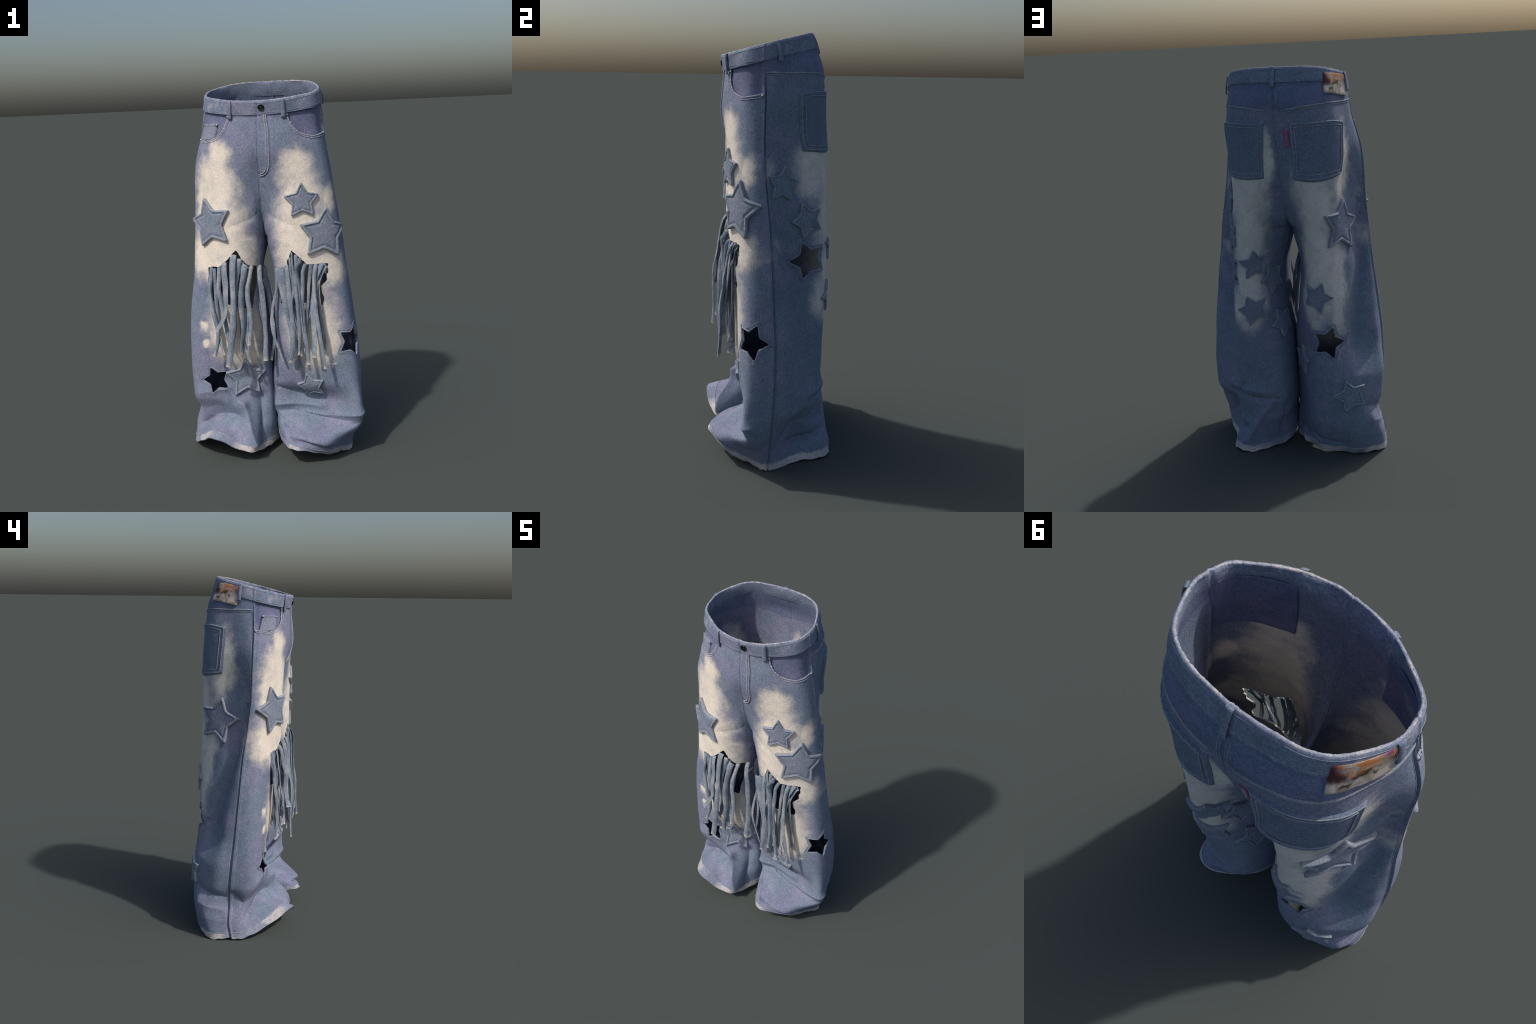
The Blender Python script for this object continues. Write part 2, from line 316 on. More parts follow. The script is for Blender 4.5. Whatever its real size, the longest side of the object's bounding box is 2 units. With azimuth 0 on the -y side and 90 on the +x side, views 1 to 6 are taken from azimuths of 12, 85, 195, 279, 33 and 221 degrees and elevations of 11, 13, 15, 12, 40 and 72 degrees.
MAT['rivet'] = metal('rivet_metal', (.28, .36, .37), .28)
def leather():
    n = Net('printed_leather'); G = n.co.outputs['Generated']; P = n.co.outputs['Object']
    W = n.vec('ADD', P, n.vec('MULTIPLY', n.vec('SUBTRACT', n.noise(P, 25, 3, .6, color=True), (.5,)*3), (.05,)*3))
    x, y, z = n.sep(P)
    col = n.mix(n.ramp(n.noise(W, 24, 3), .40, .60), (.36, .31, .24), (.60, .52, .47))
    col = n.mix(n.ramp(n.noise(W, 17, 2), .56, .68), col, (.075, .035, .025))
    wx, wy, wz = n.sep(W)
    # orange crown along the upper edge, dark left field, magenta rim
    top = n.ramp(wz, 1.905, 1.945)
    col = n.mix(n.math('MULTIPLY', top, n.ramp(n.noise(W, 30, 2), .40, .52)), col, (.62, .24, .075))
    col = n.mix(n.math('MULTIPLY', n.ramp(wz, 1.93, 1.955), n.ramp(wy, .075, .035)), col, (.40, .07, .22))
    col = n.mix(n.math('MULTIPLY', n.ramp(wy, .115, .15), n.ramp(wz, 1.895, 1.915)), col, (.09, .025, .035))
    n.bump(n.noise(P, 120, 3), .2, .002)
    return n.finish(col, .55, 0, .3)
MAT['leather'] = leather()
def plain(name, c, r=.7):
    n = Net(name); P = n.co.outputs['Object']
    return n.finish(n.mix(n.noise(P, 120, 3), c, tuple(v*.75 for v in c)), r)
MAT['tab'] = plain('pink_label', (.38, .13, .21)); MAT['tab_print'] = plain('label_print', (.45, .45, .58))

# ------------------------------------------------------------------ object helpers
ROOT = bpy.data.objects.new('denim_jeans', None); bpy.context.scene.collection.objects.link(ROOT)
ROOT['label'] = 'baggy light-wash denim jeans with star patches and knee fringe'; ROOT['category'] = 'jeans'
def add(name, verts, faces, mat, parent=None, normals=None, smooth=True, kind=None):
    me = bpy.data.meshes.new(name); me.from_pydata([tuple(v) for v in verts], [], [list(map(int, f)) for f in faces]); me.update()
    me.materials.append(MAT[mat]); me.polygons.foreach_set('use_smooth', [smooth]*len(me.polygons))
    if normals is not None: me.normals_split_custom_set_from_vertices([tuple(v) for v in normals])
    o = bpy.data.objects.new(name, me); bpy.context.scene.collection.objects.link(o); o.parent = parent or ROOT
    if kind: o['kind'] = kind
    return o

def tube(path, radius, sides=6, closed=False):
    path = np.asarray(path, float); n = len(path); r = np.broadcast_to(np.asarray(radius, float), (n,))
    tan = np.roll(path, -1, 0) - np.roll(path, 1, 0) if closed else np.gradient(path, axis=0)
    tan /= np.linalg.norm(tan, axis=1)[:, None] + 1e-12
    ref = np.array([.31, .22, .92]); a = np.cross(tan, ref); a /= np.linalg.norm(a, axis=1)[:, None] + 1e-9; b = np.cross(tan, a)
    V = []
    for k in range(sides):
        q = 2*math.pi*k/sides; V.append(path + (a*math.cos(q) + b*math.sin(q)) * r[:, None])
    V = np.stack(V, 1).reshape(-1, 3); F = []
    for i in range(n if closed else n-1):
        j = (i+1) % n
        for k in range(sides): F.append((i*sides+k, j*sides+k, j*sides+(k+1) % sides, i*sides+(k+1) % sides))
    if not closed: F += [tuple(range(sides))[::-1], tuple((n-1)*sides + k for k in range(sides))]
    return V, F

def resample(pts, step=.01, closed=False):
    pts = np.asarray(pts, float)
    if closed: pts = np.vstack([pts, pts[:1]])
    L = np.r_[0, np.cumsum(np.linalg.norm(np.diff(pts, axis=0), axis=1))]; n = max(2, int(L[-1]/step))
    q = np.linspace(0, L[-1], n + 1); out = np.stack([np.interp(q, L, pts[:, k]) for k in range(pts.shape[1])], 1)
    return out[:-1] if closed else out

def smooth_path(pts, n=40):
    p = np.asarray(pts, float); E = np.vstack([2*p[0]-p[1], p, 2*p[-1]-p[-2]]); u = np.linspace(0, len(p)-1, n)
    i = np.minimum(u.astype(int), len(p)-2); f = (u-i)[:, None]; a, b, c, d = E[i], E[i+1], E[i+2], E[i+3]
    return .5*(2*b + (c-a)*f + (2*a-5*b+4*c-d)*f*f + (3*b-a-3*c+d)*f**3)

def stitch(leg, tw, mat='stitch', radius=.0016, off=.0012, name='stitch_line', parent=None, closed=False, step=.006):
    tw = np.asarray(tw, float); q = resample(tw * [.13, 1], step, closed) / [.13, 1]
    V, F = tube(leg.point(q[:, 0], q[:, 1], off), radius, 6, closed); return add(name, V, F, mat, parent)

def star_outline(R, rot=0, inner=.52, round_=.12, n=12, jitter=0, stretch=(1, 1)):
    """five-pointed star, tips and notches rounded; returns closed outline"""
    pts = []
    for k in range(10):
        a = math.radians(90 + rot + 36*k); r = (R if k % 2 == 0 else R*inner) * (1 + jitter * random.uniform(-1, 1)); pts.append((r*math.cos(a), r*math.sin(a)))
    pts = np.array(pts); out = []
    for k in range(10):
        p, q, s = pts[k-1], pts[k], pts[(k+1) % 10]; rr = round_ if k % 2 == 0 else round_*.8
        A, B = q + (p-q)*rr, q + (s-q)*rr
        for u in np.linspace(0, 1, 5): out.append((1-u)**2*A + 2*u*(1-u)*q + u*u*B)
        C = q + (s-q)*(1-rr*.9)
        for u in np.linspace(.2, .9, 4): out.append(B + (C-B)*u)
    return np.array(out) * stretch

# ------------------------------------------------------------------ star patches and holes
# side, centre, rotation (ccw from outside), radius
STARS = [
 (-1, (-.273,-.155,1.285), 13, .138), (1, (.205,-.19,1.397), 1, .092), (1, (.305,-.14,1.222), -5, .142),
 (-1, (-.145,-.07,.425), 2, .122), (1, (.215,-.16,.385), 13, .083),
 (1, (.315,.043,1.340), -10, .086), (1, (.30,.17,1.172), 20, .088), (-1, (-.29,.135,1.222), -11, .138),
 (1, (.122,.26,1.037), 3, .080), (1, (.152,.26,.795), 21, .086), (1, (.045,.17,.945), 22, .085), (1, (.030,.15,.700), 22, .085),
 (-1, (-.178,.26,.873), -21, .086), (-1, (-.334,.26,.356), 16, .090), (-1, (-.045,.17,.500), -10, .085),
]
HOLES = [
 (-1, (-.308,-.13,.412), 22, .078), (1, (.425,-.095,.643), -20, .088), (1, (.312,.180,.988), 20, .090), (-1, (-.228,.26,.634), -18, .088),
]
# fringe openings, outline in front projection (x, z)
OPENINGS = {
 -1: [(-.303,1.050),(-.236,1.058),(-.196,1.092),(-.162,1.128),(-.146,1.148),(-.128,1.122),(-.112,1.085),(-.083,1.055),(-.052,1.048),
      (-.050,.965),(-.066,.90),(-.082,.822),(-.150,.835),(-.232,.850),(-.295,.865),(-.308,.95)],
  1: [(.062,1.042),(.116,1.050),(.132,1.108),(.147,1.148),(.190,1.106),(.222,1.072),(.290,1.067),(.330,1.070),
      (.322,.978),(.288,.949),(.305,.882),(.297,.846),(.249,.858),(.212,.868),(.116,.838),(.072,.850)],
}
SCOOP = {  # hip pocket mouth in front projection, from the waistband to the side seam
  1: [(.150,1.860),(.152,1.815),(.168,1.775),(.195,1.742),(.232,1.722),(.272,1.712)],
 -1: [(-.155,1.860),(-.158,1.812),(-.176,1.768),(-.206,1.733),(-.245,1.713),(-.285,1.706)],
}
def yoke_line(side, n=40):
    L = LEGS[side]; out = []
    for x in np.linspace(0, .9, n):
        t = 10 - 5*x/.9*1.0; out.append(t)
    T = np.linspace(5, 10, n); Wq = []
    for t in T:
        ws = np.linspace(1.6, 1.98, 90); P = L.base(np.full(90, t), ws)
        goal = 1.797 + .030*np.clip(np.abs(P[:, 0])/.2, 0, 1); Wq.append(ws[np.abs(P[:, 2]-goal).argmin()])
    Wq = np.convolve(np.pad(Wq, 3, mode='edge'), np.ones(7)/7, 'valid')
    return np.stack([T, Wq], 1)

BAND_W = 1.932; HEM_W = .030
def in_poly(pts, poly):
    x, y = pts[:, 0], pts[:, 1]; ins = np.zeros(len(pts), bool); n = len(poly)
    for i in range(n):
        (x1, y1), (x2, y2) = poly[i], poly[(i+1) % n]
        c = ((y1 > y) != (y2 > y)) & (x < (x2-x1)*(y-y1)/((y2-y1)+1e-15) + x1); ins ^= c
    return ins

def flat_panel(side):
    """the leg cut out flat in (t, w): openings, pocket mouth, yoke and hem seams"""
    L = LEGS[side]; NT = 250
    ws = np.unique(np.r_[np.linspace(0, .5, 130), np.linspace(.5, 1.16, 120), np.linspace(1.16, 1.34, 56), np.linspace(1.34, BAND_W + .02, 118)])
    ts = np.linspace(0, 10, NT+1)
    gx, gy = np.meshgrid(ts*.13, ws); V = np.stack([gx.ravel(), gy.ravel()], 1).astype(np.float32)
    q = np.arange(len(ws)*(NT+1)).reshape(len(ws), NT+1)
    F = np.stack([q[:-1, :-1], q[:-1, 1:], q[1:, 1:], q[1:, :-1]], -1).reshape(-1, 4)
    state = {'V': V, 'F': [tuple(f) for f in F.tolist()]}; holes = []
    def take(lo, hi):
        """lift the faces inside a box out into a small bmesh"""
        ins = ((state['V'] > lo) & (state['V'] < hi)).all(1); keep, mine = [], []
        for f in state['F']: (mine if ins[f[0]] and ins[f[1]] and ins[f[2]] and ins[f[-1]] else keep).append(f)
        state['F'] = keep; bm = bmesh.new(); used = sorted({i for f in mine for i in f})
        m = {i: bm.verts.new((float(state['V'][i, 0]), float(state['V'][i, 1]), 0)) for i in used}
        for f in mine: bm.faces.new([m[i] for i in f])
        return bm
    def give(bm):
        bmesh.ops.triangulate(bm, faces=[f for f in bm.faces if len(f.verts) > 4])
        bm.verts.index_update(); n = len(state['V'])
        if len(bm.verts): state['V'] = np.vstack([state['V'], np.array([v.co[:2] for v in bm.verts], np.float32)])
        state['F'] += [tuple(v.index + n for v in f.verts) for f in bm.faces]; bm.free()
    def slice_faces(bm, near, a, d):
        geom = list({e for f in near for e in f.edges}) + list({v for f in near for v in f.verts}) + near
        return bmesh.ops.bisect_plane(bm, geom=geom, plane_co=(a[0], a[1], 0), plane_no=(-d[1], d[0], 0), dist=1e-5)['geom']
    def cut(poly, margin=.02):
        poly = np.asarray(poly) * [.13, 1]; bm = take(poly.min(0)-margin, poly.max(0)+margin)
        CELL = .018; cells = {}
        def put(f):
            c = f.calc_center_median(); cells.setdefault((int(c.x//CELL), int(c.y//CELL)), set()).add(f)
        for f in bm.faces: put(f)
        for k in range(len(poly)):
            a, b = poly[k], poly[(k+1) % len(poly)]; d = b-a; ln = np.linalg.norm(d)
            if ln < 1e-5: continue
            d = d/ln; near = set(); ax, ay, dx, dy = float(a[0]), float(a[1]), float(d[0]), float(d[1])
            x0, x1 = sorted((a[0], b[0])); y0, y1 = sorted((a[1], b[1]))
            for cx in range(int((x0-.01)//CELL), int((x1+.01)//CELL)+1):
                for cy in range(int((y0-.01)//CELL), int((y1+.01)//CELL)+1):
                    bag = cells.get((cx, cy), set())
                    for f in [f for f in bag if not f.is_valid]: bag.discard(f)
                    for f in bag:
                        c = f.calc_center_median(); u = (c.x-ax)*dx + (c.y-ay)*dy
                        if -.009 < u < ln+.009 and abs((c.y-ay)*dx - (c.x-ax)*dy) < .009: near.add(f)
            if not near: continue
            for g in slice_faces(bm, list(near), (ax, ay), (dx, dy)):
                if isinstance(g, bmesh.types.BMFace) and g.is_valid: put(g)
        fs = list(bm.faces); cs = np.array([f.calc_center_median()[:2] for f in fs]); ins = in_poly(cs, poly)
        bmesh.ops.delete(bm, geom=[f for f, k in zip(fs, ins) if k], context='FACES'); give(bm)
    for s, c, rot, R in HOLES:
        if s != side: continue
        o = star_outline(R, rot, .54, .10); t, w = L.roll(*L.find(c), o); cut(np.stack([t, w], 1)); holes.append((L.find(c), rot, R))
    o = []
    op = resample(OPENINGS[side], .012, True); jit = np.random.default_rng(3+side).normal(0, .0016, op.shape)
    for x, z in op + jit: o.append(L.find_front(x, z))
    o = np.array(o); cut(o)
    sc = smooth_path(SCOOP[side], 26); mouth = np.array([L.find_front(x, z) for x, z in sc])
    mouth = mouth[mouth[:, 0] < 4.90]; mouth = np.vstack([mouth, [4.93, mouth[-1, 1]-.004]])
    cut(np.vstack([mouth, [4.93, BAND_W+.03], [mouth[0, 0], BAND_W+.03]]))
    yk = yoke_line(side)
    line = yk[::4]*[.13, 1]; bm = take(line.min(0)-.03, line.max(0)+.03)
    for a, b in zip(line[:-1], line[1:]):
        fs = [f for f in bm.faces if a[0]-1e-6 <= f.calc_center_median().x <= b[0]+1e-6]
        if fs: slice_faces(bm, fs, a, (b-a)/np.linalg.norm(b-a))
    give(bm)
    uv, inv = np.unique(state['V'], axis=0, return_inverse=True); inv = inv.ravel()
    used = np.zeros(len(uv), bool); F = [[int(inv[i]) for i in f] for f in state['F']]
    for f in F: used[f] = True
    m = np.cumsum(used)-1; V = uv[used].astype(float)/[.13, 1]; F = [[int(m[i]) for i in f] for f in F]
    return V, F, yk[::4], mouth, holes, o

def vertex_normals(P, F):
    N = np.zeros_like(P)
    for k in (3, 4):
        f = np.array([x for x in F if len(x) == k])
        if not len(f): continue
        a = P[f[:, 2]] - P[f[:, 0]]; b = (P[f[:, 3]] - P[f[:, 1]]) if k == 4 else (P[f[:, 2]] - P[f[:, 1]])
        nn = np.cross(a, b)
        for j in range(k): np.add.at(N, f[:, j], nn)
    return N / (np.linalg.norm(N, axis=1)[:, None] + 1e-12)

allP, allF, allR, off = [], [], [], 0; INFO = {}
for side in (1, -1):
    V, F, yk, mouth, holes, op = flat_panel(side); INFO[side] = (yk, mouth, holes, op)
    L = LEGS[side]; P = L.point(V[:, 0], V[:, 1])
    for f in F:
        c = V[f[0]]*.5 + V[f[2]]*.5 if len(f) == 4 else (V[f[0]] + V[f[1]] + V[f[2]])/3
        if c[1] < HEM_W: r = 'hem_band'
        elif c[0] < 5: r = 'front_panel'
        else: r = 'yoke_panel' if c[1] > np.interp(c[0], yk[:, 0], yk[:, 1]) else 'back_panel'
        allR.append((side, r)); g = [i + off for i in f]; allF.append(g if side == 1 else g[::-1])
    allP.append(P); off += len(P)
P = np.vstack(allP)
key = np.round(P / 2e-5).astype(np.int64); _, first, inv = np.unique(key, axis=0, return_index=True, return_inverse=True); inv = inv.ravel()
P = P[first]; F2, R2 = [], []
for f, r in zip(allF, allR):
    g = [int(inv[i]) for i in f]; h = [g[i] for i in range(len(g)) if g[i] != g[i-1]]
    if len(set(h)) >= 3: F2.append(h); R2.append(r)
N = vertex_normals(P, F2)
if np.mean(N[:, 1] * np.sign(P[:, 1])) < 0: F2 = [f[::-1] for f in F2]; N = -N
edges = {}
for fi, f in enumerate(F2):
    for i in range(len(f)):
        a, b = f[i], f[(i+1) % len(f)]; k = (a, b) if a < b else (b, a); edges.setdefault(k, []).append((fi, a, b))
rim = {}
for k, e in edges.items():
    if len(e) == 1: fi, a, b = e[0]; rim.setdefault(R2[fi], []).append((a, b))
Pin = P - N * THICK
REGION = {'hem_band': 'hem', 'front_panel': 'denim', 'yoke_panel': 'yoke', 'back_panel': 'denim'}
PANELS = {}
for r in sorted(set(R2)):
    fs = [f for f, q in zip(F2, R2) if q == r]; used = sorted({i for f in fs for i in f}); m = {v: i for i, v in enumerate(used)}; n = len(used)
    V = np.vstack([P[used], Pin[used]]); Nn = np.vstack([N[used], -N[used]])
    FF = [[m[i] for i in f] for f in fs] + [[m[i]+n for i in f[::-1]] for f in fs]
    ev, en, base = [], [], len(V)
    for a, b in rim.get(r, []):
        k = base + len(ev); out = np.cross(P[b]-P[a], N[a]); out /= np.linalg.norm(out) + 1e-12
        ev += [P[a], P[b], Pin[b], Pin[a]]; en += [out]*4; FF.append([k+1, k, k+3, k+2])
    if ev: V = np.vstack([V, ev]); Nn = np.vstack([Nn, en])
    PANELS[r] = add(r[1], V, FF, REGION[r[1]], normals=Nn)

# ------------------------------------------------------------------ sewn pieces laid on the surface
def slab(leg, T, Wm, heights, name, mat, parent=None, skirt=.004, closed_rows=False):
    """grid of (t, w) lifted by heights, closed down to the cloth at its border and backed"""
    nr, nc = T.shape
    top = leg.point(T.ravel(), Wm.ravel(), heights.ravel()); bot = leg.point(T.ravel(), Wm.ravel(), -skirt)
    V = np.vstack([top, bot]); k = nr*nc; F = []; s = leg.s
    for i in range(nr-1):
        for j in range(nc-1):
            q = [i*nc+j, i*nc+j+1, (i+1)*nc+j+1, (i+1)*nc+j]; F.append(q); F.append([x+k for x in q[::-1]])
    ring = [j for j in range(nc)] + [i*nc+nc-1 for i in range(1, nr)] + [(nr-1)*nc+j for j in range(nc-2, -1, -1)] + [i*nc for i in range(nr-2, 0, -1)]
    for a, b in zip(ring, ring[1:]+ring[:1]): F.append([b, a, a+k, b+k])
    if s < 0: F = [f[::-1] for f in F]
    o = add(name, V, F, mat, parent); sharpen(o); return o

def sharpen(o, angle=50):
    me = o.data; bm = bmesh.new(); bm.from_mesh(me)
    for e in bm.edges:
        if len(e.link_faces) == 2 and e.calc_face_angle(0) > math.radians(angle): e.smooth = False
    bm.to_mesh(me); bm.free()

def star_patch(side, c, rot, R):
    L = LEGS[side]; t0, w0 = L.find(c)
    o = star_outline(R*1.02, rot, .54, .13, jitter=.035); n = len(o)
    prof = [(.001, .84), (.30, .86), (.55, .86), (.70, .82), (.755, .66), (.80, .80), (.86, .98), (.93, 1.0), (.97, .90), (1.0, .66), (1.0, .40), (.985, .14), (.96, -.2)]
    T, Wm = [], []
    for f, h in prof:
        t, w = L.roll(t0, w0, o*f, 10); T.append(t); Wm.append(w)
    V, F = [], []; H = .0155 * (R/.1)**.40
    for k, (f, h) in enumerate(prof):
        hh = np.full(n, h * H) + (.0009*np.sin(np.arange(n)*.9 + k*2) + .0006*np.sin(np.arange(n)*1.7 + c[0]*90) if 3 < k < 10 else 0)
        V.append(L.point(T[k], Wm[k], hh))
    V = np.vstack(V)
    for k in range(len(prof)-1):
        for i in range(n):
            j = (i+1) % n; F.append([k*n+i, (k+1)*n+i, (k+1)*n+j, k*n+j])
    F.append(list(range(n)))
    a, b, cc = V[F[0][0]], V[F[0][1]], V[F[0][2]]
    nn = L.normal(np.array([t0]), np.array([w0]))[0]
    if np.dot(np.cross(b-a, cc-a), nn) < 0: F = [f[::-1] for f in F]
    NN = vertex_normals(V, F[:-1]); cutk = 6*n
    ob = add('star_patch', V[:7*n], [f for f in F if max(f) < 7*n], 'patch')
    add('star_trim', V[6*n:], [[i-6*n for i in f] for f in F if min(f) >= 6*n], 'trim', ob)
    for f, rad in ((.775, .0012),):
        t, w = L.roll(t0, w0, star_outline(R*f, rot, .53, .10), 10)
        Vt, Ft = tube(L.point(t, w, H*.70), rad, 5, True); add('stitch_line', Vt, Ft, 'seam', ob)
    return ob
for s in STARS: star_patch(*s)

for s, c, rot, R in HOLES:   # stitched double outline round every cut-out
    L = LEGS[s]; t0, w0 = L.find(c)
    for f, m in ((1.04, 'stitch'), (1.17, 'seam'), (1.27, 'seam')):
        t, w = L.roll(t0, w0, star_outline(R*f, rot, .58, .24, jitter=.02), 12)
        Vt, Ft = tube(L.point(t, w, .0006), .0022 if f < 1.1 else .0014, 6, True); add('stitch_line', Vt, Ft, m, PANELS[(s, 'front_panel' if t0 < 5 else 'back_panel')])

# ---- waistband
def waistband():
    """closed double band, slightly proud of the panels, with a rolled upper edge"""
    ts = np.linspace(0, 10, 161); rings = []
    ws = [BAND_W-.004, BAND_W+.004, BAND_W+.02, BAND_W+.045, 1.985, 1.997]
    prof = [(ws[0], .002), (ws[0], .0055)] + [(w, .0062) for w in ws[1:-1]] + [(ws[-1], .005), (2.0, .001), (2.0, -.004), (1.99, -.0075), (1.95, -.0085), (BAND_W+.005, -.0085), (BAND_W-.006, -.007), (BAND_W-.006, .0)]
    for w, h in prof:
        row = []
        for side, tt in ((1, ts), (-1, ts[::-1])):
            L = LEGS[side]; ripple = h + .0012*np.sin(tt*4.1+side)*np.sin(w*160) + (.0025*np.sin(tt*2.3+1) if h < -.006 else 0)
            row.append(L.point(tt, np.full(len(tt), w), ripple*np.ones(len(tt)))[:-1])
        rings.append(np.vstack(row))
    n = len(rings[0]); m = len(rings); V = np.vstack(rings); F = []
    for k in range(m):
        for i in range(n):
            j = (i+1) % n; F.append([k*n+i, k*n+j, ((k+1) % m)*n+j, ((k+1) % m)*n+i])
    o = add('waistband', V, F, 'band'); sharpen(o, 60); return o
BAND = waistband()
for side in (1, -1):
    for w in (BAND_W+.006, 1.988):
        stitch(LEGS[side], [(t, w) for t in np.linspace(.02, 9.98, 60)], 'stitch', .0010, .0062, parent=BAND)

rim_path = np.vstack([LEGS[s_].point(t_, np.full(len(t_), 1.9965), -.001)[:-1] for s_, t_ in ((1, np.linspace(0, 10, 171)), (-1, np.linspace(10, 0, 171)))])
k_ = np.arange(len(rim_path)); Vt, Ft = tube(rim_path, .0046 + .0005*np.sin(k_*.9) + .0008*np.sin(k_*.37+1)*np.sin(k_*2.3), 8, True)
add('frayed_edge', Vt, Ft, 'band_edge', BAND)
def belt_loop(side, t, lean=0.0):
    """folded strap, arched over the waistband"""
    L = LEGS[side]; W_ = .0105; k = 26; ws = np.linspace(1.905, 1.999, k); u = np.linspace(0, 1, k)
    h = .0075 + .0055*np.sin(np.pi*np.clip(u, 0, 1))**.5; h[0] = .003; h[-1] = .006
    _, _, nn = L.frame(np.full(k, t), ws); c = L.point(np.full(k, t), ws, h, False); zz = np.linspace(0, 1, k)
    side_v = np.cross(np.array([0, 0, 1.0]), nn); side_v /= np.linalg.norm(side_v, axis=1)[:, None]
    sec = [(-1, 0), (-.8, .0022), (0, .003), (.8, .0022), (1, 0), (.8, -.003), (-.8, -.003)]
    V = np.stack([c + side_v*(a*W_) + nn*b for a, b in sec], 1).reshape(-1, 3); n = len(sec); F = []
    for i in range(k-1):
        for j in range(n): F.append([i*n+j, i*n+(j+1) % n, (i+1)*n+(j+1) % n, (i+1)*n+j])
    F += [list(range(n))[::-1], [(k-1)*n+j for j in range(n)]]
    o = add('belt_loop', V, F, 'band'); sharpen(o, 60); return o
for side, p in ((1, (.132,-.21,1.86)), (-1, (-.14,-.21,1.86)), (1, (.288,.015,1.92)), (-1, (-.298,.012,1.92)), (1, (.0,.195,1.95))):
    L = LEGS[side]; belt_loop(side, min(L.find(p)[0], 9.96))

# ---- pocket bags behind the hip openings, coin pocket, rivets
for side in (1, -1):
    L = LEGS[side]; yk, mouth, holes, op = INFO[side]
    T, Wm = np.meshgrid(np.linspace(2.0, 4.985, 60), np.linspace(1.64, BAND_W+.018, 50)); T, Wm = T, Wm
    dep = -.0075 + .0035*np.clip((T-4.6)/.38, 0, 1)
    top = L.point(T.ravel(), Wm.ravel(), dep.ravel()); bot = L.point(T.ravel(), Wm.ravel(), dep.ravel()-.004); nr, nc = T.shape; k = nr*nc; F = []
    for i in range(nr-1):
        for j in range(nc-1):
            q = [i*nc+j, i*nc+j+1, (i+1)*nc+j+1, (i+1)*nc+j]; F += [q, [x+k for x in q[::-1]]]
    ring = list(range(nc)) + [i*nc+nc-1 for i in range(1, nr)] + [(nr-1)*nc+j for j in range(nc-2, -1, -1)] + [i*nc for i in range(nr-2, 0, -1)]
    F += [[b, a, a+k, b+k] for a, b in zip(ring, ring[1:]+ring[:1])]
    if side < 0: F = [f[::-1] for f in F]
    bag = add('pocket_bag', np.vstack([top, bot]), F, 'bag')
    # thick pale rolled edge and a second stitch row along the pocket mouth
    q = resample(mouth*[.13, 1], .004)/[.13, 1]; r = .0034 + .0012*np.sin(np.arange(len(q))*1.9)*np.sin(np.arange(len(q))*.7)
    Vt, Ft = tube(L.point(q[:, 0], q[:, 1], -.0012), r, 8); add('pocket_edge', Vt, Ft, 'pale_stitch', PANELS[(side, 'front_panel')])
    q2 = q + np.stack([-.10 + .06*np.linspace(0, 1, len(q)), -.004 - .010*np.linspace(0, 1, len(q))], 1)
    stitch(L, q2, 'pale_stitch', .0014, .001, parent=PANELS[(side, 'front_panel')])
    rivs = [(mouth[0, 0]-.02, 1.915), (4.83, mouth[-1, 1]-.008)]
    if side < 0:
        c = [L.find(p) for p in ((-.300,-.105,1.795), (-.214,-.178,1.795), (-.232,-.165,1.715), (-.318,-.085,1.700))]
        a, b = np.meshgrid(np.linspace(0, 1, 18), np.linspace(0, 1, 18))
        bil = lambda k: (1-b)*((1-a)*c[0][k] + a*c[1][k]) + b*((1-a)*c[3][k] + a*c[2][k])
        edge = np.minimum(np.minimum(a, 1-a), np.minimum(b, 1-b)); hh = -.0045 + .0055*np.clip(edge/.05, 0, 1)
        cp = slab(L, bil(0), bil(1), hh, 'coin_pocket', 'patch', skirt=.012)
        for v in (.05, .11): stitch(L, np.stack([c[0][0]+(c[1][0]-c[0][0])*np.linspace(.03, .97, 20), c[0][1]+(c[1][1]-c[0][1])*np.linspace(.03, .97, 20)-v*.09], 1), 'stitch', .0014, .0014, parent=cp)
        stitch(L, np.stack([np.linspace(c[0][0]-.09, c[3][0]-.09, 20), np.linspace(c[0][1], c[3][1], 20)], 1), 'stitch', .0014, .0014, parent=cp)
        rivs += [(c[0][0]-.06, c[0][1]-.008), (c[1][0]+.07, c[1][1]-.008)]
    for t, w in rivs:
        n_, m_ = 16, 6; V, F = [], []; cpt = L.point(np.array([t]), np.array([w]), .0005)[0]; nv = L.normal(np.array([t]), np.array([w]))[0]
        U = np.cross(nv, (0, 0, 1)); U /= np.linalg.norm(U); Vv = np.cross(nv, U)
        for rr, h in ((.0068, -.004), (.0068, .0012), (.0055, .0028), (.0040, .0026), (.0032, .0044), (.0012, .0052)):
            for k in range(n_): q = 2*math.pi*k/n_; V.append(cpt + (U*math.cos(q)+Vv*math.sin(q))*rr + nv*h)
        for i in range(m_-1):
            for k in range(n_): F.append([i*n_+k, i*n_+(k+1) % n_, (i+1)*n_+(k+1) % n_, (i+1)*n_+k])
        F.append([(m_-1)*n_+k for k in range(n_)]); add('rivet', V, F, 'rivet')

